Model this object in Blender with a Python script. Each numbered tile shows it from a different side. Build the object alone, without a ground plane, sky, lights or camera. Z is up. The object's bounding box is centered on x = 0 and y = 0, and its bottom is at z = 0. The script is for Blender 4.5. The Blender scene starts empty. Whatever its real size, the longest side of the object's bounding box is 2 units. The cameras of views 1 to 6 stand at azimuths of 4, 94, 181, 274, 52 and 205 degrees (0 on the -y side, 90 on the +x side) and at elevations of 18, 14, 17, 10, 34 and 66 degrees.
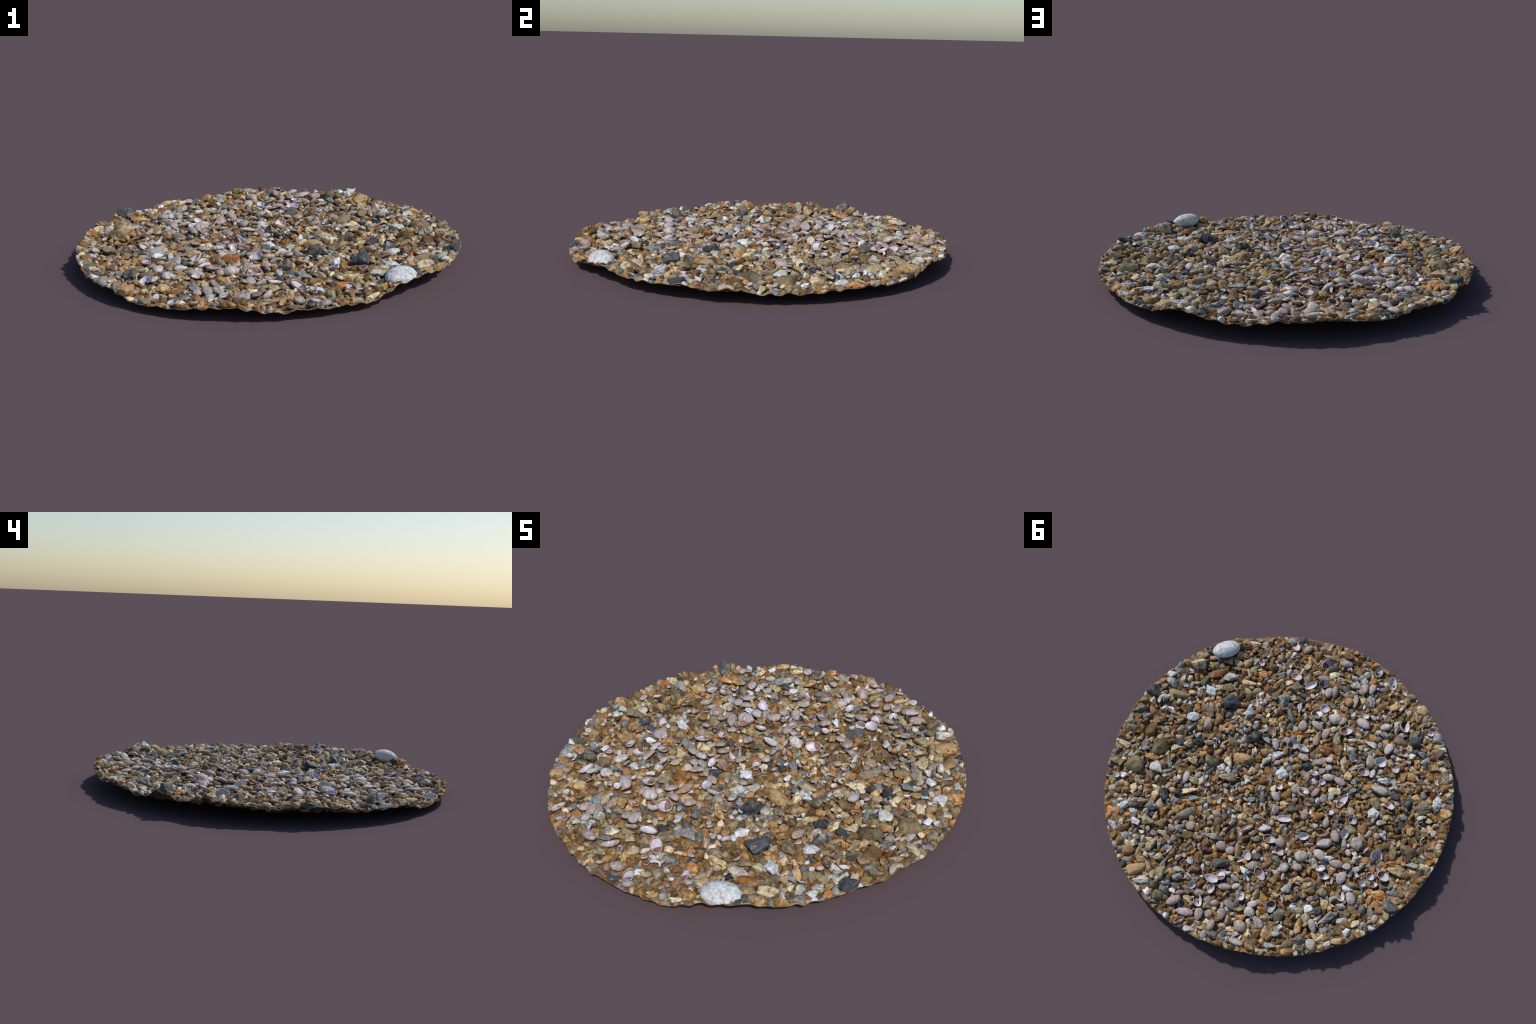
"""A round patch of beach shingle: a thin crinkled sheet of scanned-looking gravel,
strewn with flints, pebbles and slipper shells.  Everything is procedural."""
import bpy, math, random
import numpy as np
from mathutils import Vector, Matrix, Euler, noise

SEED = 20
rng = np.random.default_rng(SEED)
random.seed(SEED)
RIM_RADIUS = 0.998

# ------------------------------------------------------------------ placement
# The pieces big enough to recognise, by colour family.  Each is
# (x mm, y mm, length mm, width mm, heading of the long axis in degrees, extra rise mm).
# For a shell lying cup-up the heading points to its white inner shelf.
PLACED = {
    "brown": [
        (538, -785, 68, 69, -135, 0), (825, -535, 67, 60, -158, 0), (483, -249, 72, 51, -75, 0), (835, -46, 108, 88, -119, 5),
        (170, -112, 63, 46, -158, 0), (498, 104, 56, 54, -158, 0), (680, 386, 59, 34, -158, 0), (96, -884, 59, 60, -158, 0),
        (-152, -969, 59, 43, -158, 0), (-250, -936, 51, 51, -158, 0), (-469, -400, 49, 39, -158, 0), (-66, 45, 62, 60, -158, 0),
        (-275, 95, 67, 64, -116, 0), (-540, 82, 61, 58, 170, 0), (-740, 51, 55, 32, -137, 0), (-868, 252, 33, 34, -158, 0),
        (-418, 876, 77, 45, -158, 0), (320, 424, 34, 36, -158, 0), (702, 568, 77, 41, -125, 0), (617, 677, 78, 68, -158, 0),
        (688, 648, 54, 58, -158, 0), (222, 508, 61, 43, -158, 0), (266, 921, 39, 34, -158, 0),
    ],
    "orange": [
        (624, -538, 139, 55, -149, 0), (145, 80, 49, 41, -158, 0), (-217, -932, 51, 51, -158, 0), (-181, -296, 92, 86, -158, 6),
        (-312, 1, 38, 33, -158, 0), (-755, 406, 85, 58, -179, 6), (-364, 736, 65, 46, -158, 0), (210, 963, 39, 27, -158, 0),
    ],
    "tan": [
        (764, -624, 83, 59, -124, 0), (592, -631, 59, 38, -147, 0), (483, -677, 52, 60, -158, 0), (688, -171, 65, 64, -158, 0),
        (756, -80, 66, 47, -169, 0), (185, -357, 73, 47, 180, 0), (748, 118, 81, 51, -147, 0), (481, -11, 52, 48, -94, 0),
        (257, -72, 129, 84, -180, 4), (-46, -946, 44, 39, -158, 0), (-83, -933, 59, 43, -158, 0), (-189, -643, 50, 57, -158, 0),
        (-454, -715, 73, 48, -147, 0), (-626, -754, 72, 68, 168, 4), (-613, -692, 50, 44, -158, 0), (-60, -143, 70, 50, -158, 0),
        (-383, -220, 49, 46, -158, 0), (-710, -239, 48, 45, -158, 0), (-449, -103, 41, 45, -158, 0), (-948, -178, 68, 66, -158, 0),
        (-675, 19, 54, 43, -158, 0), (-430, 258, 68, 38, -137, 0), (-795, -7, 58, 47, -80, 0), (-679, 137, 87, 39, -158, 0),
        (-923, 300, 66, 61, -158, 0), (-788, 487, 49, 40, -158, 0), (-417, 728, 86, 39, -78, 0), (-648, 733, 78, 39, -148, 0),
        (527, 465, 70, 68, -94, 0), (348, 478, 68, 47, -158, 0), (55, 452, 78, 44, -76, 0), (245, 571, 84, 54, -75, 0),
        (530, 771, 101, 77, -158, 0), (477, 734, 76, 61, -74, 0), (-150, 583, 46, 34, -158, 0), (-61, 842, 52, 50, -96, 0),
        (-99, 894, 52, 43, -96, 0), (-221, 932, 52, 52, -158, 0),
    ],
    "cream": [
        (739, -542, 89, 76, -135, 8), (538, -655, 86, 73, 169, 0), (417, -560, 102, 46, -158, 0), (448, -623, 66, 34, 140, 0),
        (782, -322, 128, 60, -180, 6), (957, -140, 82, 80, -107, 0), (933, -11, 79, 48, -152, 0), (582, -46, 68, 60, -93, 0),
        (475, -93, 65, 39, -169, 0), (941, 103, 88, 50, -174, 0), (645, 22, 64, 56, -93, 0), (515, 49, 61, 54, -169, 0),
        (316, -23, 68, 51, 151, 0), (939, 217, 79, 56, 143, 0), (892, 210, 67, 37, -82, 0), (176, -18, 72, 45, -115, 0),
        (453, 233, 104, 45, -158, 0), (209, 185, 41, 41, -158, 0), (18, -897, 111, 38, -170, 0), (4, -739, 95, 42, -164, 0),
        (-134, -776, 58, 40, 152, 0), (-266, -683, 57, 43, -78, 0), (-495, -727, 47, 53, -158, 0), (-305, -259, 84, 53, -87, 0),
        (-353, -200, 68, 49, -88, 0), (-317, -80, 79, 65, 154, 0), (-493, -112, 55, 45, -158, 0), (-283, 163, 62, 36, -179, 0),
        (-301, 280, 54, 32, -153, 0), (-618, 283, 49, 40, -79, 0), (-805, 252, 100, 75, -147, 6), (-940, 178, 63, 62, -158, 0),
        (-299, 507, 50, 41, -158, 0), (-501, 560, 59, 50, 161, 0), (-559, 752, 75, 42, -143, 0), (-604, 673, 72, 72, -138, 8),
        (-696, 603, 60, 39, -99, 0), (416, 365, 130, 63, -136, 8), (600, 479, 72, 66, -158, 4), (-15, 351, 44, 36, -158, 0),
        (493, 522, 61, 43, -158, 0), (293, 475, 48, 50, -158, 0), (450, 658, 60, 47, -137, 0), (345, 620, 45, 41, -75, 0),
        (201, 818, 53, 54, -158, 0), (-232, 750, 59, 47, -158, 0), (58, 933, 59, 30, -158, 0), (-179, 875, 58, 59, -158, 0),
        (-292, 935, 39, 32, -158, 0),
    ],
    "olive": [
        (671, -465, 76, 49, -113, 0), (517, -478, 68, 57, 180, 0), (576, -281, 104, 69, 165, 0), (348, -149, 100, 48, 150, 0),
        (726, 42, 112, 97, -93, 6), (406, 17, 110, 56, 170, 0), (814, 199, 106, 108, -113, 6), (288, 76, 91, 61, -142, 0),
        (469, 166, 78, 49, -169, 0), (874, 440, 56, 60, -158, 0), (143, -626, 80, 66, -147, 0), (58, -756, 55, 42, -158, 0),
        (-216, -390, 77, 65, -96, 0), (-562, -93, 71, 57, 139, 0), (-647, -40, 54, 44, -158, 0), (-816, -164, 102, 81, -158, 4),
        (-481, 110, 69, 64, 155, 0), (-820, 114, 99, 78, -179, 24), (-745, 144, 85, 40, -80, 0), (-767, 360, 66, 55, 160, 0),
        (-677, 459, 54, 39, -79, 0), (-700, 512, 54, 46, -79, 0), (157, 219, 55, 52, -158, 0), (17, 328, 54, 36, -158, 0),
        (45, 374, 54, 47, -158, 0), (514, 604, 74, 65, -136, 4), (394, 737, 82, 71, -131, 6), (392, 811, 73, 55, -94, 0),
        (353, 862, 60, 58, -158, 0), (-135, 648, 60, 54, -106, 0), (-298, 713, 72, 67, -148, 0),
    ],
    "grey": [
        (809, -581, 57, 44, 159, 0), (619, -591, 44, 42, -158, 0), (545, -543, 83, 74, -124, 0), (331, -224, 50, 44, -158, 0),
        (264, -303, 60, 46, -114, 0), (170, -230, 46, 51, -158, 0), (117, -112, 56, 54, -158, 0), (643, 109, 86, 35, 129, 0),
        (261, 24, 49, 46, -158, 0), (50, 110, 65, 57, -95, 0), (621, 398, 69, 59, -158, 0), (-20, -829, 69, 41, -125, 0),
        (-188, -767, 73, 58, -158, 0), (-223, -861, 51, 46, -158, 0), (-313, -702, 86, 53, 138, 0), (185, -518, 106, 80, -76, 0),
        (136, -560, 65, 49, -158, 0), (99, -430, 86, 44, 139, 0), (-456, -517, 57, 47, -158, 0), (-633, -546, 110, 76, 147, 6),
        (-700, -481, 49, 46, -158, 0), (-138, 112, 63, 40, -126, 0), (-726, -72, 61, 44, -158, 0), (-878, -193, 55, 59, -158, 0),
        (-867, 189, 80, 56, -158, 0), (-276, 557, 61, 56, -77, 0), (-537, 517, 46, 47, -158, 0), (-546, 629, 119, 49, -127, 8),
        (-837, 449, 85, 80, -158, 24), (-300, 708, 73, 59, -77, 0), (233, 435, 75, 43, -158, 0), (474, 584, 67, 31, -79, 0),
        (616, 634, 48, 50, -158, 0), (105, 556, 108, 77, -168, 0), (301, 722, 61, 48, -178, 0), (340, 779, 47, 38, -158, 0),
        (-316, 883, 71, 39, -158, 0),
    ],
    "dark": [
        (562, -738, 45, 39, -158, 0), (713, -548, 69, 66, -113, 0), (530, -581, 53, 33, -124, 0), (945, -282, 102, 88, -141, 5),
        (467, -374, 111, 105, -124, 12), (616, -143, 65, 68, -158, 0), (446, -299, 50, 48, -158, 0), (789, -125, 51, 32, -113, 0),
        (249, -223, 93, 80, -85, 10), (540, -72, 80, 58, -174, 0), (586, 303, 82, 63, -74, 0), (505, 262, 56, 45, -158, 0),
        (11, 78, 59, 28, -77, 0), (224, -944, 56, 52, -158, 0), (-643, -182, 55, 52, -158, 0), (-732, -158, 65, 66, -158, 0),
        (-478, 610, 59, 47, 171, 0), (-447, 794, 71, 59, -158, 0), (-18, 952, 73, 58, 143, 4),
    ],
    "white": [
        (636, -703, 168, 116, -141, 0), (846, -372, 73, 59, -158, 0), (864, -419, 48, 38, -158, 0), (869, -242, 57, 26, -73, 0),
        (613, -416, 88, 54, 155, 0), (340, -363, 80, 64, -136, 0), (638, -217, 82, 63, -180, 0), (345, 25, 53, 50, -158, 0),
        (70, -173, 74, 58, -158, 0), (690, 174, 85, 60, 143, 10), (844, 282, 42, 38, -158, 0), (169, 53, 35, 38, -158, 0),
        (768, 450, 76, 67, -158, 0), (-168, -812, 44, 42, -158, 0), (70, -503, 73, 33, -77, 0), (-298, -415, 64, 28, -164, 0),
        (-509, -590, 92, 42, -79, 0), (-410, -427, 63, 47, -158, 0), (-315, -350, 53, 54, -158, 0), (-655, -451, 42, 39, -158, 0),
        (9, -73, 80, 70, 112, 6), (-554, -237, 60, 52, -137, 0), (-564, -30, 77, 65, -137, 4), (-829, -106, 54, 36, -158, 0),
        (-433, 313, 57, 42, -158, 0), (-664, 78, 49, 38, 129, 0), (-588, 539, 56, 30, -163, 0), (-670, 664, 52, 52, -158, 0),
        (-789, 594, 42, 33, -158, 0), (-459, 866, 32, 32, -158, 0), (659, 515, 59, 47, 135, 0), (782, 577, 60, 42, -178, 0),
        (277, 607, 45, 38, 172, 0), (467, 823, 99, 56, -147, 8), (117, 968, 60, 32, -178, 0), (-125, 905, 45, 30, -107, 0),
    ],
    "pink": [
        (707, -428, 40, 33, -158, 0), (528, -201, 69, 56, -94, 0), (714, 221, 75, 43, 161, 0), (727, 361, 56, 41, -158, 0),
        (155, -962, 82, 35, -170, 0), (102, -708, 67, 51, -77, 0), (-96, -359, 102, 43, -82, 0), (-558, -516, 85, 59, 174, 0),
        (-122, -102, 78, 60, 170, 0), (-667, -238, 60, 38, -80, 0), (-51, 408, 40, 43, -158, 0),
    ],
    "shell_back": [
        (113, -232, 74, 43, 122, 0), (506, 161, 82, 43, -84, 0), (449, 126, 57, 34, -114, 0), (-14, 76, 65, 50, 160, 0),
        (-43, 152, 70, 48, -77, 0), (286, -928, 60, 48, -158, 0), (169, -896, 70, 50, -124, 0), (-82, -882, 84, 51, -164, 0),
        (-55, -659, 74, 54, -78, 0), (-87, -677, 78, 44, -78, 0), (-241, -761, 89, 59, -96, 0), (-288, -780, 74, 44, -87, 0),
        (-223, -665, 90, 43, -78, 0), (10, -402, 70, 55, -95, 0), (-155, -511, 79, 72, -147, 0), (-197, -511, 63, 58, -125, 0),
        (-70, -434, 81, 47, 169, 0), (-318, -543, 96, 62, 158, 0), (-136, -401, 77, 44, -101, 0), (-450, -566, 66, 54, -136, 0),
        (-513, -443, 85, 50, -97, 0), (-70, -213, 72, 45, 170, 0), (-179, -224, 78, 46, -136, 0), (-218, -248, 49, 46, -158, 0),
        (-440, -326, 93, 63, -79, 0), (-479, -259, 68, 35, -88, 0), (-233, -201, 49, 38, -158, 0), (-252, -143, 70, 45, -163, 0),
        (-323, -143, 77, 45, 170, 0), (-103, -9, 65, 57, -106, 0), (-218, -31, 65, 39, -111, 0), (-554, -176, 103, 68, -174, 0),
        (-274, -11, 52, 56, -158, 0), (-210, 118, 66, 48, -77, 0), (-340, 120, 62, 41, -78, 0), (-420, 177, 85, 58, 130, 0),
        (-379, 240, 95, 67, -147, 5), (-543, 169, 84, 76, -117, 0), (-145, 328, 61, 64, -158, 0), (-284, 355, 84, 67, -142, 0),
        (-375, 311, 81, 56, 166, 0), (-481, 324, 80, 52, -163, 0), (-632, 87, 41, 43, -158, 0), (-221, 457, 74, 66, -137, 0),
        (-287, 426, 63, 49, -158, 0), (-539, 319, 50, 49, -158, 0), (-534, 389, 82, 57, -107, 0), (-622, 482, 80, 57, 135, 0),
        (-783, 539, 50, 42, -80, 0), (-485, 697, 79, 42, 131, 0), (-515, 798, 71, 55, 137, 0), (359, 421, 65, 58, -158, 0),
        (252, 302, 60, 40, -179, 0), (-35, 284, 85, 50, -168, 0), (153, 465, 63, 62, 171, 0), (95, 471, 54, 50, -158, 0),
        (-57, 508, 67, 56, -137, 0), (4, 612, 62, 30, 162, 0), (36, 677, 76, 41, -158, 0), (261, 854, 91, 55, -132, 0),
        (251, 798, 59, 28, -137, 0), (153, 758, 66, 41, -158, 0), (179, 890, 102, 50, -163, 3), (105, 870, 73, 50, -75, 0),
        (-28, 758, 67, 46, 162, 0), (-144, 710, 66, 47, -137, 0), (-144, 754, 66, 60, 172, 0), (54, 849, 53, 46, -76, 0),
        (-7, 824, 67, 53, -76, 0), (14, 905, 72, 46, -86, 0), (-132, 848, 79, 71, 162, 0), (-210, 791, 80, 49, 147, 0),
        (29, 968, 52, 39, -76, 0), (-150, 954, 85, 45, -178, 0), (-319, 815, 52, 36, -158, 0),
    ],
    "shell_cup": [
        (404, -718, 81, 41, 113, 0), (331, -442, 69, 47, 126, 0), (165, -300, 87, 54, -58, 0), (-9, 9, 67, 42, 140, 0),
        (-1, 173, 58, 42, 141, 0), (251, -891, 75, 50, 138, 0), (192, -776, 55, 48, 121, 0), (23, -839, 88, 55, -109, 0),
        (-286, -903, 66, 49, -96, 0), (-388, -865, 91, 58, 110, 0), (167, -695, 88, 58, 148, 0), (61, -664, 82, 45, -136, 0),
        (-10, -704, 66, 58, -158, 0), (-42, -505, 77, 72, -136, 0), (-75, -548, 75, 54, 158, 0), (-316, -589, 44, 36, 169, 0),
        (-244, -457, 75, 59, -158, 0), (-553, -616, 88, 64, 109, 0), (12, -264, 78, 59, -158, 0), (-50, -264, 72, 57, 169, 0),
        (-607, -452, 54, 46, 118, 0), (-123, -222, 63, 39, -169, 0), (-351, -315, 80, 52, -126, 0), (-501, -342, 75, 72, 128, 0),
        (-591, -338, 65, 52, 110, 0), (-431, -248, 70, 53, -180, 0), (-171, -139, 52, 43, -96, 0), (-152, -9, 92, 64, -40, 0),
        (-379, -34, 94, 49, -111, 0), (-637, -107, 70, 43, 149, 0), (-339, 53, 48, 44, -158, 0), (-114, 189, 89, 44, -174, 0),
        (-475, 54, 55, 43, 170, 0), (-257, 243, 61, 47, -158, 0), (-346, 184, 69, 53, -137, 0), (-462, 145, 65, 47, -79, 0),
        (-164, 374, 63, 54, 141, 0), (-719, 90, 60, 25, -174, 0), (-677, 202, 79, 76, 139, 0), (-410, 383, 60, 49, -158, 0),
        (-441, 416, 73, 41, -179, 0), (-680, 325, 50, 45, 155, 0), (-746, 295, 70, 66, 155, 0), (-711, 361, 50, 38, -158, 0),
        (-569, 489, 67, 53, 121, 0), (63, 315, 85, 51, -131, 0), (-84, 330, 75, 53, -179, 0), (-6, 465, 64, 47, 132, 0),
        (28, 505, 47, 32, -158, 0), (-113, 538, 83, 57, 142, 0), (273, 703, 47, 42, -158, 0), (121, 660, 81, 58, -178, 0),
        (83, 622, 62, 57, -76, 0), (103, 716, 65, 53, 114, 0), (207, 736, 47, 48, -158, 0), (139, 804, 75, 49, 124, 0),
        (-68, 694, 57, 47, -86, 0), (-240, 685, 74, 59, 93, 0), (186, 953, 64, 47, 53, 0), (-86, 921, 84, 49, -148, 0),
    ],
}
LEVEL, RIM_LIFT = 0.068, 0.010

# Height of the sheet's free edge, cm above the lowest point, every 7.5 degrees from +x.
RIM_CM = [7.2, 5.4, 5.7, 5.8, 6.6, 6.2, 5.8, 6.4, 10.2, 9.6, 7.4, 8.0, 9.6, 9.9,
          10.2, 8.0, 7.6, 8.9, 9.0, 6.9, 10.8, 8.6, 10.4, 9.8, 8.5, 8.7, 9.9, 8.6,
          7.2, 6.6, 7.4, 4.4, 3.9, 4.6, 5.6, 7.0, 5.0, 4.5, 4.8, 4.3, 4.2, 7.9,
          9.0, 8.0, 6.6, 7.0, 7.5, 6.6]


# Broad swells and hollows of the patch: x, y, reach, height (m).
SWELLS = [(-0.33, -0.60, 0.27, 0.014), (0.0, -0.78, 0.15, 0.008), (-0.56, -0.2, 0.2, 0.006), (0.27, 0.57, 0.22, -0.006), (0.36, -0.72, 0.18, -0.012), (0.48, 0.10, 0.22, 0.007), (-0.75, -0.15, 0.2, 0.006)]


def smooth(a, b, x):
    t = np.clip((x - a) / (b - a), 0, 1)
    return t * t * (3 - 2 * t)


def rim_height(theta):
    """Periodic cubic through RIM_CM."""
    v = np.array(RIM_CM) * 0.01
    n = len(v)
    u = (np.asarray(theta) / (2 * np.pi) % 1.0) * n
    i = np.floor(u).astype(int)
    f = u - i
    p0, p1, p2, p3 = (v[(i + k) % n] for k in (-1, 0, 1, 2))
    turn = np.asarray(theta)
    crinkle = 0.006 * np.sin(turn * 47 + 1.0) * np.sin(turn * 19) + 0.003 * np.sin(turn * 83 + 2 * np.sin(turn * 11))
    return crinkle + p1 + 0.5 * f * (p2 - p0 + f * (2 * p0 - 5 * p1 + 4 * p2 - p3 + f * (3 * (p1 - p2) + p3 - p0)))


def hash2(ix, iy, k):
    h = np.sin(ix * 127.1 + iy * 311.7 + k * 74.7) * 43758.5453
    return h - np.floor(h)


def value_noise(x, y, scale, k=0):
    x, y = x * scale + 71.3, y * scale + 38.9
    ix, iy = np.floor(x), np.floor(y)
    fx, fy = x - ix, y - iy
    fx, fy = fx * fx * (3 - 2 * fx), fy * fy * (3 - 2 * fy)
    a, b = hash2(ix, iy, k), hash2(ix + 1, iy, k)
    c, d = hash2(ix, iy + 1, k), hash2(ix + 1, iy + 1, k)
    return (a + (b - a) * fx) * (1 - fy) + (c + (d - c) * fx) * fy


def cell_domes(x, y, cell, k=0):
    """Rounded bump per jittered cell: 1 at the middle of a grain, 0 in the crack."""
    gx, gy = x / cell, y / cell
    ix, iy = np.floor(gx), np.floor(gy)
    f1 = np.full(np.shape(gx), 9.0)
    f2 = np.full(np.shape(gx), 9.0)
    for dx in (-1, 0, 1):
        for dy in (-1, 0, 1):
            jx, jy = ix + dx, iy + dy
            d = np.hypot(jx + 0.1 + 0.8 * hash2(jx, jy, k) - gx, jy + 0.1 + 0.8 * hash2(jx, jy, k + 5) - gy)
            f2 = np.minimum(f2, np.maximum(f1, d))
            f1 = np.minimum(f1, d)
    return np.clip(1 - (f1 / np.maximum(f2, 1e-6)) ** 2, 0, 1)


def surface(x, y):
    """Mean level of the stones' tops."""
    x, y = np.asarray(x, float), np.asarray(y, float)
    r = np.hypot(x, y)
    flat = LEVEL + 0.012 * y - 0.006 * x + 0.012 * (value_noise(x, y, 5.0, 3) - 0.5)
    for cx, cy, reach, height in SWELLS:
        flat = flat + height * np.exp(-((x - cx) ** 2 + (y - cy) ** 2) / reach ** 2)
    k = smooth(0.82, 0.985, r)
    return flat * (1 - k) + (rim_height(np.arctan2(y, x)) + RIM_LIFT) * k


def bed_level(x, y):
    """The gravel sheet under the stones; it comes up to the edge at the rim."""
    r = np.hypot(x, y)
    drop = 0.011 + 0.020 * (1 - smooth(0.86, 0.995, r))
    return surface(x, y) - drop


# ------------------------------------------------------------------ materials
def new_material(name, rough=0.7, spec=0.3):
    m = bpy.data.materials.new(name)
    m.use_nodes = True
    nt = m.node_tree
    b = nt.nodes["Principled BSDF"]
    b.inputs["Roughness"].default_value = rough
    b.inputs["Specular IOR Level"].default_value = spec
    return m, nt, b


def node(nt, kind, **kw):
    n = nt.nodes.new(kind)
    for k, v in kw.items():
        setattr(n, k, v)
    return n


def plug(nt, value, socket):
    if hasattr(value, "is_linked"):
        nt.links.new(value, socket)
    else:
        socket.default_value = value


def math_node(nt, op, a, b=0.0, c=0.0):
    n = node(nt, "ShaderNodeMath", operation=op)
    for s, v in zip(n.inputs, (a, b, c)):
        plug(nt, v, s)
    return n.outputs[0]


def mix_colour(nt, fac, a, b, blend="MIX"):
    n = node(nt, "ShaderNodeMix", data_type="RGBA", blend_type=blend)
    plug(nt, fac, n.inputs[0])
    for s, v in ((n.inputs[6], a), (n.inputs[7], b)):
        plug(nt, (*v, 1) if isinstance(v, tuple) and len(v) == 3 else v, s)
    return n.outputs[2]


def ramp(nt, fac, stops, interp="LINEAR"):
    n = node(nt, "ShaderNodeValToRGB")
    n.color_ramp.interpolation = interp
    e = n.color_ramp.elements
    while len(e) < len(stops):
        e.new(0.5)
    for el, (p, c) in zip(e, stops):
        el.position = p
        el.color = (*c, 1) if isinstance(c, tuple) else (c, c, c, 1)
    plug(nt, fac, n.inputs[0])
    return n.outputs[0]


def noise_tex(nt, vec, scale, detail=3.0, w=None, rough=0.55):
    n = node(nt, "ShaderNodeTexNoise", noise_dimensions="4D" if w is not None else "3D")
    plug(nt, vec, n.inputs["Vector"])
    n.inputs["Scale"].default_value = scale
    n.inputs["Detail"].default_value = detail
    n.inputs["Roughness"].default_value = rough
    if w is not None:
        plug(nt, w, n.inputs["W"])
    return n.outputs["Fac"]


def piece_random(nt):
    """One random number per stone: per object for single stones, per island for joined gravel."""
    o = node(nt, "ShaderNodeObjectInfo").outputs["Random"]
    i = node(nt, "ShaderNodeNewGeometry").outputs["Random Per Island"]
    return math_node(nt, "FRACT", math_node(nt, "MULTIPLY_ADD", o, 7.31, i))


def bump(nt, b, height, strength, distance):
    n = node(nt, "ShaderNodeBump")
    n.inputs["Strength"].default_value = strength
    n.inputs["Distance"].default_value = distance
    plug(nt, height, n.inputs["Height"])
    nt.links.new(n.outputs[0], b.inputs["Normal"])


def stone_material(name, hues, patch, patch_at=0.60, rough=0.68, spread=(0.42, 1.32)):
    """hues: body colours, one picked per stone; patch: colour of the rind left on part of it."""
    m, nt, b = new_material(name, rough)
    rnd = piece_random(nt)
    pos = node(nt, "ShaderNodeNewGeometry").outputs["Position"]
    w = math_node(nt, "MULTIPLY", rnd, 40.0)
    body = ramp(nt, rnd, [((i + 0.5) / len(hues), h) for i, h in enumerate(hues)])
    blotch = noise_tex(nt, pos, 26.0, 3.0, w)
    threshold = ramp(nt, blotch, [(patch_at - 0.02, 0.0), (patch_at + 0.03, 1.0)])
    col = mix_colour(nt, threshold, body, patch)
    # pale rind along the border between core and patch
    rind = ramp(nt, blotch, [(patch_at - 0.065, 0.0), (patch_at - 0.035, 0.55), (patch_at - 0.01, 0.0)])
    col = mix_colour(nt, rind, col, RIND)
    # ochre staining on some stones, grey on others
    stain = noise_tex(nt, pos, 44.0, 4.0, math_node(nt, "ADD", w, 9.0))
    col = mix_colour(nt, ramp(nt, stain, [(0.56, 0.0), (0.74, 0.5)]), col, STAIN)
    tone = noise_tex(nt, pos, 70.0, 4.0, w, 0.65)
    col = mix_colour(nt, 1.0, col, ramp(nt, tone, [(0.30, 0.55), (0.50, 0.95), (0.70, 1.35)]), "MULTIPLY")
    shade = math_node(nt, "MULTIPLY_ADD", math_node(nt, "FRACT", math_node(nt, "MULTIPLY", rnd, 37.7)), spread[1] - spread[0], spread[0])
    col = mix_colour(nt, 1.0, col, shade, "MULTIPLY")
    nt.links.new(col, b.inputs["Base Color"])
    grain = noise_tex(nt, pos, 75.0, 6.0, None, 0.62)
    bump(nt, b, grain, 0.55, 0.010)
    return m


RIND = (0.56, 0.46, 0.30)
STAIN = (0.27, 0.145, 0.055)
STONE = {
    "brown": stone_material("brown_flint", [(0.24, 0.115, 0.036), (0.34, 0.165, 0.050), (0.165, 0.082, 0.034), (0.40, 0.22, 0.082)], (0.46, 0.31, 0.14), 0.57),
    "orange": stone_material("orange_flint", [(0.47, 0.20, 0.050), (0.52, 0.25, 0.080), (0.40, 0.145, 0.040)], (0.60, 0.46, 0.26), 0.56),
    "tan": stone_material("tan_flint", [(0.47, 0.29, 0.125), (0.56, 0.37, 0.19), (0.43, 0.245, 0.095), (0.58, 0.41, 0.23)], (0.31, 0.165, 0.06), 0.56),
    "cream": stone_material("cream_flint", [(0.68, 0.56, 0.36), (0.62, 0.53, 0.36), (0.72, 0.63, 0.47), (0.60, 0.46, 0.25)], (0.33, 0.19, 0.075), 0.57),
    "olive": stone_material("olive_flint", [(0.27, 0.195, 0.095), (0.33, 0.26, 0.15), (0.24, 0.165, 0.075), (0.36, 0.30, 0.19)], (0.46, 0.39, 0.25), 0.57),
    "grey": stone_material("grey_flint", [(0.25, 0.25, 0.24), (0.33, 0.345, 0.345), (0.19, 0.215, 0.25), (0.40, 0.40, 0.37)], (0.55, 0.50, 0.40), 0.57),
    "dark": stone_material("dark_flint", [(0.055, 0.062, 0.078), (0.095, 0.098, 0.10), (0.06, 0.075, 0.105), (0.13, 0.125, 0.115)], (0.30, 0.28, 0.24), 0.62, 0.5),
    "white": stone_material("white_flint", [(0.70, 0.72, 0.74), (0.60, 0.63, 0.66), (0.76, 0.77, 0.79), (0.64, 0.62, 0.56)], (0.46, 0.44, 0.39), 0.63, 0.62, (0.82, 1.15)),
    "pink": stone_material("pinkish_stone", [(0.50, 0.32, 0.22), (0.54, 0.38, 0.29), (0.44, 0.28, 0.20)], (0.60, 0.48, 0.38), 0.58),
}


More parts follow.
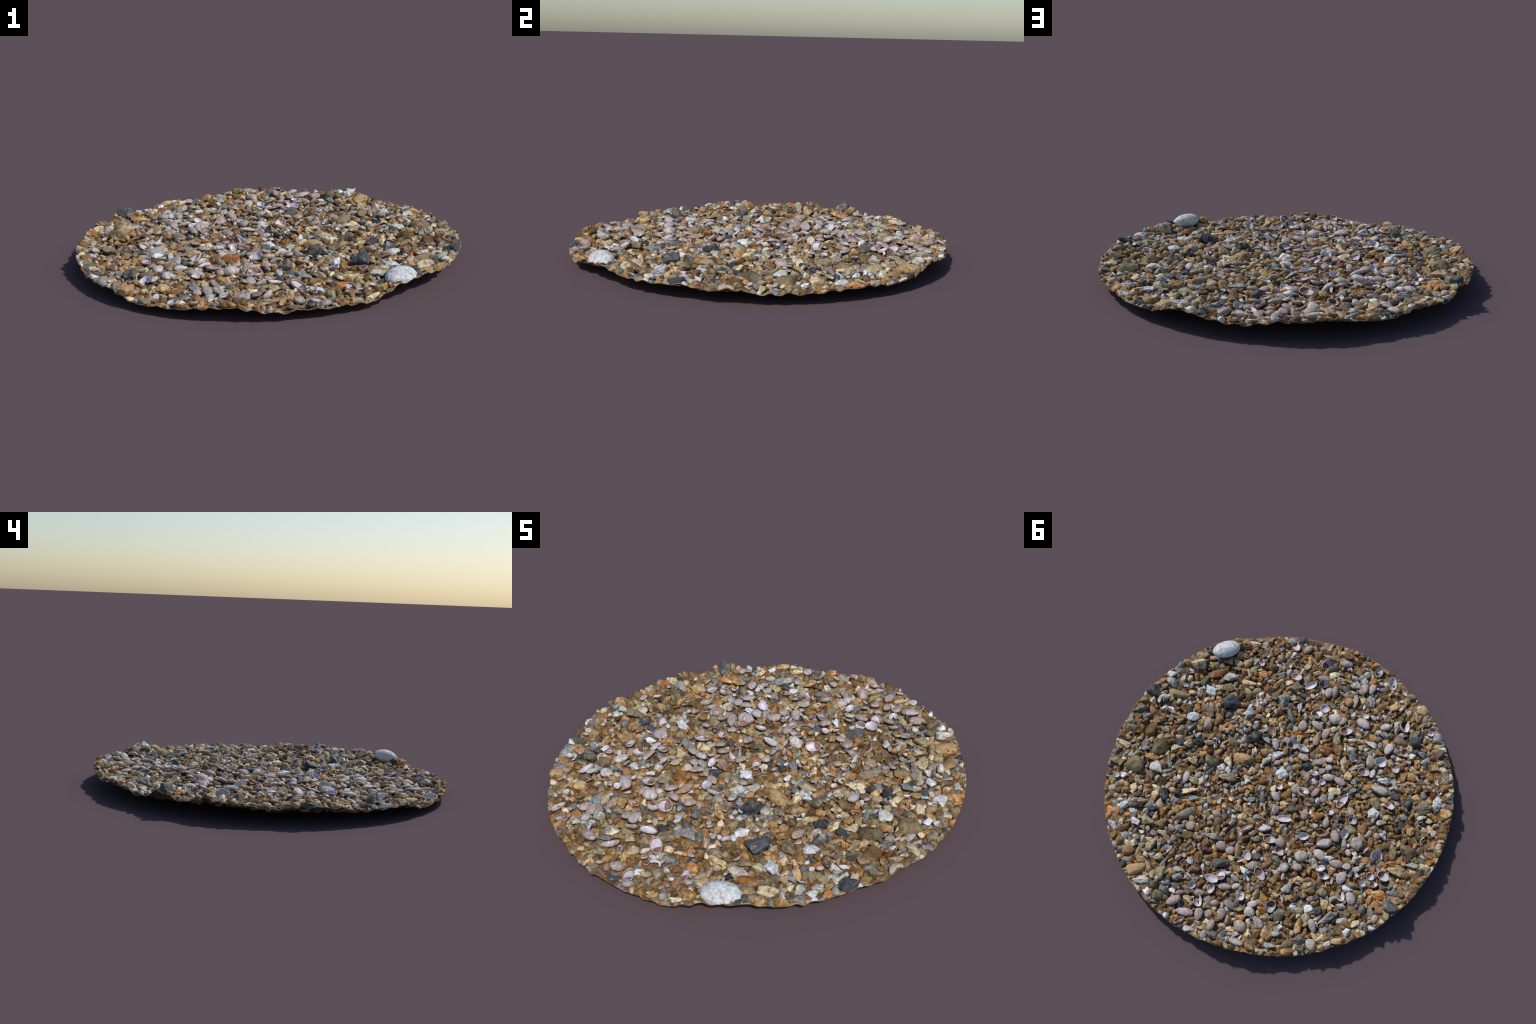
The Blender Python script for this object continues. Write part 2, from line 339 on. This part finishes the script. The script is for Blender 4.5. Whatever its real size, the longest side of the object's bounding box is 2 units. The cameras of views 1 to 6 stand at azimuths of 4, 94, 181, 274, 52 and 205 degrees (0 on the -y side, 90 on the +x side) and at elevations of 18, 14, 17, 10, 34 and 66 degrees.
def shell_coords(nt):
    """(distance from the beak, bearing round it, per-shell offset): growth lines run along bearing."""
    o = node(nt, "ShaderNodeTexCoord").outputs["Object"]
    v = node(nt, "ShaderNodeVectorMath", operation="SUBTRACT")
    nt.links.new(o, v.inputs[0])
    v.inputs[1].default_value = (-0.62, 0.10, 0.0)
    ln = node(nt, "ShaderNodeVectorMath", operation="LENGTH")
    nt.links.new(v.outputs[0], ln.inputs[0])
    sp = node(nt, "ShaderNodeSeparateXYZ")
    nt.links.new(v.outputs[0], sp.inputs[0])
    ang = math_node(nt, "ARCTAN2", sp.outputs[1], sp.outputs[0])
    rnd = node(nt, "ShaderNodeObjectInfo").outputs["Random"]
    def vec(kd, ka):
        c = node(nt, "ShaderNodeCombineXYZ")
        plug(nt, math_node(nt, "MULTIPLY", ln.outputs["Value"], kd), c.inputs[0])
        plug(nt, math_node(nt, "MULTIPLY", ang, ka), c.inputs[1])
        plug(nt, math_node(nt, "MULTIPLY", rnd, 53.0), c.inputs[2])
        return c.outputs[0]
    return vec, rnd, o


def shell_outside_material():
    m, nt, b = new_material("slipper_shell_outside", 0.55, 0.35)
    vec, rnd, o = shell_coords(nt)
    body = ramp(nt, rnd, [(0.08, (0.46, 0.37, 0.32)), (0.26, (0.33, 0.265, 0.245)), (0.44, (0.55, 0.47, 0.41)),
                          (0.62, (0.42, 0.31, 0.24)), (0.80, (0.40, 0.37, 0.38)), (0.95, (0.62, 0.58, 0.57))])
    bands = noise_tex(nt, vec(5.0, 0.8), 1.0, 4.0)
    col = mix_colour(nt, ramp(nt, bands, [(0.44, 0.0), (0.64, 0.75)]), body, (0.215, 0.130, 0.112))
    rays = noise_tex(nt, vec(0.8, 3.2), 1.0, 3.0)
    col = mix_colour(nt, ramp(nt, rays, [(0.50, 0.0), (0.68, 0.7)]), col, (0.62, 0.52, 0.45))
    rub = noise_tex(nt, o, 1.6, 4.0, math_node(nt, "MULTIPLY", rnd, 30.0))
    col = mix_colour(nt, ramp(nt, rub, [(0.58, 0.0), (0.70, 0.6)]), col, (0.34, 0.20, 0.10))
    nt.links.new(col, b.inputs["Base Color"])
    bump(nt, b, noise_tex(nt, vec(13.0, 0.6), 1.0, 3.0), 0.22, 0.05)
    return m


def shell_inside_material(name, pale):
    m, nt, b = new_material(name, 0.42, 0.45)
    vec, rnd, o = shell_coords(nt)
    n = noise_tex(nt, o, 1.5, 4.0, math_node(nt, "MULTIPLY", rnd, 30.0))
    if pale:
        a, c = (0.64, 0.64, 0.70), (0.47, 0.41, 0.47)
    else:
        a, c = (0.30, 0.185, 0.145), (0.13, 0.065, 0.055)
    col = mix_colour(nt, ramp(nt, n, [(0.40, 0.0), (0.66, 1.0)]), a, c)
    nt.links.new(col, b.inputs["Base Color"])
    return m


SHELL_OUT = shell_outside_material()
SHELL_IN = shell_inside_material("shell_inside_brown", False)
SHELL_PALE = shell_inside_material("shell_inside_pearl", True)


def shell_lip_material():
    m, nt, b = new_material("shell_lip", 0.55)
    o = node(nt, "ShaderNodeTexCoord").outputs["Object"]
    n = noise_tex(nt, o, 3.0, 3.0)
    nt.links.new(ramp(nt, n, [(0.35, (0.62, 0.54, 0.49)), (0.65, (0.42, 0.30, 0.27))]), b.inputs["Base Color"])
    return m


SHELL_LIP = shell_lip_material()


def bed_material():
    m, nt, b = new_material("packed_fine_gravel", 0.8, 0.2)
    pos = node(nt, "ShaderNodeNewGeometry").outputs["Position"]
    v = node(nt, "ShaderNodeTexVoronoi", feature="F1")
    plug(nt, pos, v.inputs["Vector"])
    v.inputs["Scale"].default_value = 34.0
    s = node(nt, "ShaderNodeSeparateColor")
    nt.links.new(v.outputs["Color"], s.inputs[0])
    col = ramp(nt, s.outputs[0], [(0.0, (0.16, 0.082, 0.032)), (0.30, (0.21, 0.115, 0.046)), (0.48, (0.30, 0.19, 0.09)),
                                  (0.62, (0.19, 0.10, 0.042)), (0.76, (0.38, 0.29, 0.17)), (0.88, (0.15, 0.135, 0.115)), (1.0, (0.28, 0.19, 0.13))])
    t = noise_tex(nt, pos, 85.0, 4.0)
    col = mix_colour(nt, 1.0, col, ramp(nt, t, [(0.30, 0.65), (0.70, 1.25)]), "MULTIPLY")
    nt.links.new(col, b.inputs["Base Color"])
    bump(nt, b, noise_tex(nt, pos, 150.0, 4.0), 0.4, 0.005)
    return m


# ------------------------------------------------------------------ mesh helpers
def make_mesh(name, verts, faces, mats, face_mats=None, sharp=None):
    me = bpy.data.meshes.new(name)
    verts = np.asarray(verts, np.float32)
    faces = np.asarray(faces, np.int32)
    nf, k = faces.shape
    me.vertices.add(len(verts))
    me.vertices.foreach_set("co", verts.ravel())
    me.loops.add(nf * k)
    me.loops.foreach_set("vertex_index", faces.ravel())
    me.polygons.add(nf)
    me.polygons.foreach_set("loop_start", np.arange(0, nf * k, k, dtype=np.int32))
    for m in mats:
        me.materials.append(m)
    if face_mats is not None:
        me.polygons.foreach_set("material_index", np.asarray(face_mats, np.int32))
    me.polygons.foreach_set("use_smooth", np.ones(nf, bool))
    me.update(calc_edges=True)
    me.validate()
    return me


def icosphere(level):
    t = (1 + 5 ** 0.5) / 2
    v = [Vector(p).normalized() for p in ((-1, t, 0), (1, t, 0), (-1, -t, 0), (1, -t, 0), (0, -1, t), (0, 1, t),
                                          (0, -1, -t), (0, 1, -t), (t, 0, -1), (t, 0, 1), (-t, 0, -1), (-t, 0, 1))]
    f = [(0, 11, 5), (0, 5, 1), (0, 1, 7), (0, 7, 10), (0, 10, 11), (1, 5, 9), (5, 11, 4), (11, 10, 2), (10, 7, 6), (7, 1, 8),
         (3, 9, 4), (3, 4, 2), (3, 2, 6), (3, 6, 8), (3, 8, 9), (4, 9, 5), (2, 4, 11), (6, 2, 10), (8, 6, 7), (9, 8, 1)]
    for _ in range(level):
        mid, out = {}, []
        def half(a, b):
            key = (min(a, b), max(a, b))
            if key not in mid:
                v.append((v[a] + v[b]).normalized())
                mid[key] = len(v) - 1
            return mid[key]
        for a, b, c in f:
            ab, bc, ca = half(a, b), half(b, c), half(c, a)
            out += [(a, ab, ca), (b, bc, ab), (c, ca, bc), (ab, bc, ca)]
        f = out
    return np.array(v), np.array(f)


def stone_shape(seed, dirs, angular):
    """Rounded intersection of random half-spaces, with chips and lumps; box-normalised to +-1."""
    g = np.random.default_rng(1000 + seed)
    n_planes = int(g.integers(9, 15)) if angular else int(g.integers(14, 22))
    normals = g.normal(size=(n_planes, 3))
    normals /= np.linalg.norm(normals, axis=1)[:, None]
    h = g.uniform(0.62, 1.0, n_planes) if angular else g.uniform(0.80, 1.0, n_planes)
    p = g.uniform(14, 26) if angular else g.uniform(6, 10)
    c = np.maximum(dirs @ normals.T, 0) / h
    r = ((c ** p).sum(1) + 1e-9) ** (-1 / p)
    r = np.minimum(r, 1.7)
    for _ in range(int(g.integers(1, 5)) if angular else int(g.integers(0, 2))):   # scooped chips
        d = g.normal(size=3)
        d /= np.linalg.norm(d)
        a = np.arccos(np.clip(dirs @ d, -1, 1))
        r = r * (1 - g.uniform(0.08, 0.30) * np.exp(-(a / g.uniform(0.30, 0.6)) ** 2))
    off = Vector(g.uniform(-50, 50, 3))
    k = 0.24 if angular else 0.09
    lump = np.array([noise.noise(Vector(d) * 1.7 + off) + 0.4 * noise.noise(Vector(d) * 4.0 + off) for d in dirs])
    v = dirs * (r * (1 + k * lump))[:, None]
    lo, hi = v.min(0), v.max(0)
    return (v - (lo + hi) / 2) / ((hi - lo) / 2)


D3, F3 = icosphere(3)
D2, F2 = icosphere(2)
N_SHAPES = 26                     # first half rounded pebbles, second half broken flints
SHAPES3 = [stone_shape(i, D3, i >= N_SHAPES // 2) for i in range(N_SHAPES)]
boulder = D3 * (1 + 0.05 * np.array([noise.noise(Vector(d) * 1.3) for d in D3]))[:, None]
BOULDER = len(SHAPES3)            # one big water-worn stone
SHAPES3.append(boulder / np.abs(boulder).max(0))
SHAPES2 = [stone_shape(i, D2, i >= N_SHAPES // 2) for i in range(N_SHAPES)]


def shell_surface(rr, th, bulge):
    """Slipper-shell cap over an egg-shaped outline; beak low at -x. rr 1 = lip, 0 = beak."""
    ox = np.cos(th)
    oy = np.sin(th) * (0.92 + 0.10 * ox)
    x = ox * rr - 0.62 * (1 - rr) ** 1.2
    y = oy * rr + 0.10 * (1 - rr)
    z = bulge * np.sqrt(np.clip(1 - np.hypot(x * 0.98, y * 1.0) ** 2.4, 0, 1))
    z = np.where(rr > 0.999, 0.0, z)
    z = z + 0.010 * np.sin(rr * 26.0 + 2 * np.sin(th)) * (rr < 0.98)
    return np.stack([x, y, z], -1)


def shell_mesh(name, bulge, shelf, inside, arc=(0.0, 2 * math.pi), inner_rr=0.0, wobble=0.0):
    """Outer skin, inner skin and lip; optionally the white half-shelf; arc < full gives a fragment."""
    full = arc[1] - arc[0] > 6.2
    nr, nt_ = 14, 36 if full else 16
    th = np.linspace(arc[0], arc[1], nt_, endpoint=not full)
    rr = np.linspace(1.0, max(inner_rr, 0.02), nr) ** 0.8
    R, T = np.meshgrid(rr, th, indexing="ij")
    outer = shell_surface(R, T, bulge)
    # no two lips alike: a worn, slightly wavy outline
    wave = 1 + wobble * (0.6 * np.sin(2 * T + 9 * wobble * 7) + 0.5 * np.sin(3 * T + bulge * 40) + 0.25 * np.sin(7 * T + bulge * 90))
    outer = outer * np.stack([wave, wave, np.ones_like(wave)], -1)
    outer[..., 2] += wobble * 0.7 * np.sin(2 * T + bulge * 60) * R
    centre = np.array([-0.05, 0.0, 0.0])
    inner = (outer - centre) * np.array([0.90, 0.90, 0.86]) + centre
    inner[..., 2] -= 0.0
    verts = np.concatenate([outer.reshape(-1, 3), inner.reshape(-1, 3)])
    n = nr * nt_
    faces, mats = [], []
    span = nt_ if full else nt_ - 1
    for i in range(nr - 1):
        for j in range(span):
            a, b = i * nt_ + j, i * nt_ + (j + 1) % nt_
            c, d = b + nt_, a + nt_
            faces.append((a, b, c, d)); mats.append(0)
            faces.append((n + d, n + c, n + b, n + a)); mats.append(1)
    for j in range(span):
        a, b = j, (j + 1) % nt_
        faces.append((b, a, n + a, n + b)); mats.append(2)
        if not full:
            e = (nr - 1) * nt_
            faces.append((e + a, e + b, n + e + b, n + e + a)); mats.append(2)
    if not full:
        for i in range(nr - 1):
            for j in (0, nt_ - 1):
                a, d = i * nt_ + j, (i + 1) * nt_ + j
                q = (a, d, n + d, n + a)
                faces.append(q if j == 0 else q[::-1]); mats.append(2)
    if shelf is not False:
        base = len(verts)
        xs = np.linspace(0, 1, 9)
        ys = np.linspace(-1, 1, 13)
        top, bot = [], []
        for s in xs:
            for t in ys:
                edge = shelf + 0.22 * t * t + 0.12 * t            # free edge of the shelf, curved
                x = -0.90 + s * (edge + 0.90)
                w = 0.90 * math.sqrt(max(0.02, 1 - (x / 0.95) ** 2)) * 0.97
                z = bulge * (0.34 + 0.22 * (1 - t * t) * (0.3 + 0.7 * s))
                top.append((x, t * w, z)); bot.append((x, t * w, z + 0.05))
        verts = np.concatenate([verts, np.array(top), np.array(bot)])
        k = len(top)
        for i in range(8):
            for j in range(12):
                a = base + i * 13 + j
                faces.append((a + 13, a + 14, a + 1, a)); mats.append(3)
                faces.append((a + k, a + 1 + k, a + 14 + k, a + 13 + k)); mats.append(3)
        for j in range(12):
            a = base + 8 * 13 + j
            faces.append((a, a + 1, a + 1 + k, a + k)); mats.append(3)
    return make_mesh(name, verts, faces, [SHELL_OUT, inside, SHELL_LIP, SHELL_PALE], mats)


# ------------------------------------------------------------------ the patch
patch = bpy.data.objects.new("beach_shingle_patch", None)
bpy.context.collection.objects.link(patch)
patch["label"] = "round patch of brown flint shingle with slipper shells"
patch["category"] = "beach gravel"


def add_part(name, mesh, matrix=None, stuff=False):
    o = bpy.data.objects.new(name, mesh)
    bpy.context.collection.objects.link(o)
    o.parent = patch
    if matrix is not None:
        o.matrix_world = matrix
    if stuff:
        o["kind"] = "stuff"
    return o


def build_bed():
    rings, segs = 170, 620
    rr = np.concatenate([[0.0004], np.linspace(0, 1, rings)[1:] ** 0.85]) * RIM_RADIUS
    th = np.linspace(0, 2 * np.pi, segs, endpoint=False)
    R, T = np.meshgrid(rr, th, indexing="ij")
    ragged = 1 + (0.004 * np.sin(T * 61) * np.sin(T * 23 + 1) - 0.002) * smooth(0.97, 1, R)
    X, Y = R * ragged * np.cos(T), R * ragged * np.sin(T)
    grains = 0.013 * cell_domes(X, Y, 0.030) + 0.005 * cell_domes(X, Y, 0.014, 9)
    edge = smooth(0.90, 0.99, R)
    pits = smooth(0.70, 0.95, value_noise(X, Y, 14.0, 8)) * 0.016 * (1 - smooth(0.9, 0.97, R))
    Z = bed_level(X, Y) + grains * (1 - 0.75 * edge) - pits
    top = np.stack([X, Y, Z], -1).reshape(-1, 3)
    under = top.copy()
    under[:, 2] -= 0.004
    n = rings * segs
    i = np.arange(rings - 1)[:, None] * segs
    j = np.arange(segs)[None, :]
    a, b = (i + j).ravel(), (i + (j + 1) % segs).ravel()
    quads = np.stack([a, a + segs, b + segs, b], -1)
    flip = quads[:, ::-1] + n
    e = (rings - 1) * segs
    jj = np.arange(segs)
    lip = np.stack([e + jj, e + jj + n, e + (jj + 1) % segs + n, e + (jj + 1) % segs], -1)
    low = under[:, 2].min()
    verts = np.concatenate([top, under])
    return add_part("gravel_bed", make_mesh("gravel_bed", verts, np.concatenate([quads, flip, lip]), [bed_material()])), low


bed, lowest = build_bed()


def confine(world, floor=0.0):
    """Cut a stone off at the patch's edge and keep it from hanging out below the sheet."""
    r = np.hypot(world[:, 0], world[:, 1])
    k = np.minimum(1.0, 0.9965 / np.maximum(r, 1e-6))
    world[:, 0] *= k
    world[:, 1] *= k
    low = np.maximum(bed_level(world[:, 0], world[:, 1]) - 0.010 + 0.010 * smooth(0.9, 0.95, r), floor)
    world[:, 2] = np.maximum(world[:, 2], low)
    return world


# footprints already taken, in a coarse grid
GRID = 0.05
taken = {}


def claim(x, y, r):
    taken.setdefault((int(math.floor(x / GRID)), int(math.floor(y / GRID))), []).append((x, y, r))


def is_free(x, y, r, slack):
    cx, cy = int(math.floor(x / GRID)), int(math.floor(y / GRID))
    for i in range(cx - 2, cx + 3):
        for j in range(cy - 2, cy + 3):
            for (px, py, pr) in taken.get((i, j), ()):
                d = slack * (r + pr)
                if (px - x) ** 2 + (py - y) ** 2 < d * d:
                    return False
    return True


def claim_long(x, y, length, width, yaw):
    k = max(0.0, length - width) / 2
    r = width / 2 * 1.12
    n = 1 if k < 0.15 * width else 3
    for s in np.linspace(-1, 1, n) if n > 1 else (0,):
        claim(x + math.cos(yaw) * k * s, y + math.sin(yaw) * k * s, r if n > 1 else (length + width) / 4 * 1.10)


def pose(x, y, z, yaw, pitch, roll, half):
    m = Matrix.Translation((x, y, z)) @ Euler((roll, pitch, yaw), "XYZ").to_matrix().to_4x4()
    return m @ Matrix.Diagonal((*half, 1.0))


# ---- single stones
stone_meshes = {}


def stone_object(colour, shape, m):
    name = "flint" if N_SHAPES // 2 <= shape < N_SHAPES else "pebble"
    v = SHAPES3[shape]
    M = np.array(m)
    w = v @ M[:3, :3].T + M[:3, 3]
    if np.hypot(w[:, 0], w[:, 1]).max() > 0.84 or w[:, 2].min() < 0.012:
        w = confine(w)
        loc = M[:3, 3].copy()
        me = make_mesh(name, w - loc, F3, [STONE[colour]])
        return add_part(name, me, Matrix.Translation(loc))
    key = (colour, shape)
    if key not in stone_meshes:
        stone_meshes[key] = make_mesh(name, v, F3, [STONE[colour]])
    return add_part(name, stone_meshes[key], m)


def place_stone(colour, x, y, length, width, yaw, rise, shape=None):
    g = random
    if shape is None and length > 0.13 and colour == "white":
        shape = BOULDER
    if shape is None:
        rounded = length > 0.13 or colour in ("brown", "tan", "olive", "pink") and g.random() < 0.5
        shape = g.randrange(0, N_SHAPES // 2) if rounded else g.randrange(N_SHAPES // 2, N_SHAPES)
    height = width * g.uniform(0.58, 0.80) + rise
    top = float(surface(x, y)) + 0.26 * width * (g.uniform(0.5, 1.4) if rise < 0.010 else 1.0) + rise
    r = math.hypot(x, y)
    reach = 0.992 - (0.30 if length > 0.13 else 0.25) * length
    if r > reach:
        x, y = x * reach / r, y * reach / r
    claim_long(x, y, length, width, yaw)
    return stone_object(colour, shape, pose(x, y, top - height / 2, yaw, g.gauss(0, .22), g.gauss(0, .25), (length / 2, width / 2, height / 2)))


for colour, rows in PLACED.items():
    if colour.startswith("shell"):
        continue
    for x, y, length, width, yaw, rise in rows:
        place_stone(colour, x / 1000, y / 1000, length / 1000 * 1.04, width / 1000 * 1.04, math.radians(yaw), rise / 1000)

# ---- shells
BACKS = [shell_mesh("slipper_shell", b, False, SHELL_IN, wobble=w) for b, w in ((0.62, 0.03), (0.75, 0.06), (0.9, 0.045), (0.7, 0.08), (1.0, 0.05))]
CUPS = [shell_mesh("slipper_shell", b, edge, inside, wobble=w) for b, edge, inside, w in
        ((0.62, -0.12, SHELL_IN, 0.03), (0.8, -0.25, SHELL_IN, 0.06), (0.7, 0.08, SHELL_IN, 0.05), (0.95, -0.05, SHELL_IN, 0.08),
         (0.75, -0.35, SHELL_PALE, 0.05), (0.85, 0.15, SHELL_IN, 0.07), (0.65, False, SHELL_PALE, 0.08))]
BROKEN = [shell_mesh("slipper_shell", b, False, inside, (a, a + w), 0.0, 0.08) for b, inside, a, w in
          ((0.8, SHELL_PALE, 0.6, 4.6), (0.7, SHELL_IN, 2.6, 3.9), (0.9, SHELL_PALE, 4.4, 4.3))]
PIECES = [shell_mesh("shell_fragment", b, False, SHELL_PALE, (a, a + w), ir) for b, a, w, ir in
          ((0.6, 0.2, 1.9, 0.35), (0.75, 2.0, 2.4, 0.5), (0.55, 4.0, 1.6, 0.2), (0.8, 1.0, 2.9, 0.6))]


def place_shell(mesh, cup, x, y, length, width, yaw, rise):
    g = random
    r = math.hypot(x, y)
    reach = 0.990 - 0.45 * length
    if r > reach:
        x, y = x * reach / r, y * reach / r
    claim_long(x, y, length, width, yaw)
    level = float(surface(x, y))
    half = (length / 2, width / 2, width / 2 * 0.95)
    if cup:                        # beak end (-x, with the shelf) turned to the heading
        m = pose(x, y, level + 0.008 + rise, yaw + math.pi, g.gauss(0, .30), math.pi + g.gauss(0, .34), half)
    else:
        m = pose(x, y, level - 0.004 * width / 0.05 + rise, yaw + (math.pi if g.random() < 0.5 else 0), g.gauss(0, .22), g.gauss(0, .3), half)
    return add_part(mesh.name.split(".")[0], mesh, m)


for x, y, length, width, yaw, rise in PLACED["shell_back"]:
    place_shell(random.choice(BACKS), False, x / 1000, y / 1000, length / 1000, width / 1000, math.radians(yaw), rise / 1000)
for x, y, length, width, yaw, rise in PLACED["shell_cup"]:
    place_shell(random.choice(CUPS if random.random() < 0.72 else BROKEN), True, x / 1000, y / 1000, length / 1000, width / 1000, math.radians(yaw), rise / 1000)


def random_spot(limit):
    r, t = limit * math.sqrt(random.random()), random.random() * 2 * math.pi
    return r * math.cos(t), r * math.sin(t)


# smaller shells and broken bits gather in the shelly band across the patch
made = 0
for _ in range(3000):
    if made >= 150:
        break
    x, y = random_spot(0.95)
    if random.random() > 0.25 + 0.75 * math.exp(-((x + 0.15) ** 2 + (y - 0.1) ** 2 * 0.6) / 0.35):
        continue
    L = random.uniform(0.030, 0.052)
    if not is_free(x, y, L * 0.45, 0.85):
        continue
    kind = random.random()
    yaw = random.uniform(-math.pi, math.pi)
    if kind < 0.40:
        place_shell(random.choice(BACKS), False, x, y, L, L * random.uniform(.6, .75), yaw, 0.0)
    elif kind < 0.60:
        place_shell(random.choice(BROKEN), True, x, y, L, L * random.uniform(.6, .8), yaw, 0.0)
    else:
        place_shell(random.choice(PIECES), random.random() < 0.5, x, y, L * 1.3, L, yaw, 0.004)
    made += 1

# ---- the rest of the stones: middling ones singly, the fine gravel as one mass
MIX = [("brown", 0.30), ("tan", 0.17), ("cream", 0.13), ("olive", 0.09), ("grey", 0.12), ("dark", 0.07), ("orange", 0.05), ("white", 0.045), ("pink", 0.025)]
COLOURS = [c for c, _ in MIX]
WEIGHTS = [w for _, w in MIX]

singles = {"pebble": 0, "flint": 0}
for o in patch.children:
    k = o.name.split(".")[0]
    if k in singles:
        singles[k] += 1

parts_v, parts_f, parts_m, base = [], [], [], 0


def add_gravel(x, y, half_len):
    global base
    g = random
    shape = g.randrange(N_SHAPES) if g.random() < 0.4 else g.randrange(N_SHAPES // 2, N_SHAPES)
    colour = g.choices(COLOURS, WEIGHTS)[0]
    w = half_len * g.uniform(0.62, 0.95)
    h = w * g.uniform(0.60, 1.05)
    yaw, pitch, roll = g.uniform(-math.pi, math.pi), max(-.8, min(.8, g.gauss(0, .42))), max(-.8, min(.8, g.gauss(0, .42)))
    top = float(surface(x, y)) - 0.004 + max(-0.012, min(0.012, g.gauss(0.0, 0.0065))) + 0.20 * h + 0.006 * float(smooth(0.90, 0.98, math.hypot(x, y)))
    if math.hypot(x, y) > 0.92:               # nothing may hover over the thin edge
        top = min(top, float(bed_level(x, y)) + 1.6 * h)
    kind = "pebble" if shape < N_SHAPES // 2 else "flint"
    m = pose(x, y, top - h, yaw, pitch, roll, (half_len, w, h))
    if half_len > 0.0185 and singles[kind] < 300:
        singles[kind] += 1
        stone_object(colour, shape, m)
        return
    M = np.array(m)
    v = confine(SHAPES2[shape] @ M[:3, :3].T + M[:3, 3])
    parts_v.append(v)
    parts_f.append(F2 + base)
    parts_m.append(np.full(len(F2), COLOURS.index(colour)))
    base += len(v)


for lo, hi, tries, slack, limit in ((0.028, 0.037, 9000, 0.72, 0.980), (0.0215, 0.028, 32000, 0.69, 0.986),
                                    (0.0160, 0.0215, 50000, 0.69, 0.992), (0.0115, 0.0160, 50000, 0.70, 0.994)):
    for _ in range(tries):
        x, y = random_spot(limit)
        L = random.uniform(lo, hi)
        if is_free(x, y, L * 0.86, slack):
            claim(x, y, L * 0.86)
            add_gravel(x, y, L)

gravel = make_mesh("fine_gravel", np.concatenate(parts_v), np.concatenate(parts_f), [STONE[c] for c in COLOURS], np.concatenate(parts_m))
add_part("fine_gravel", gravel, stuff=True)
print("fine gravel stones", len(parts_v), "singles", singles, "bed lowest", round(float(lowest), 4), "objects", len(patch.children))
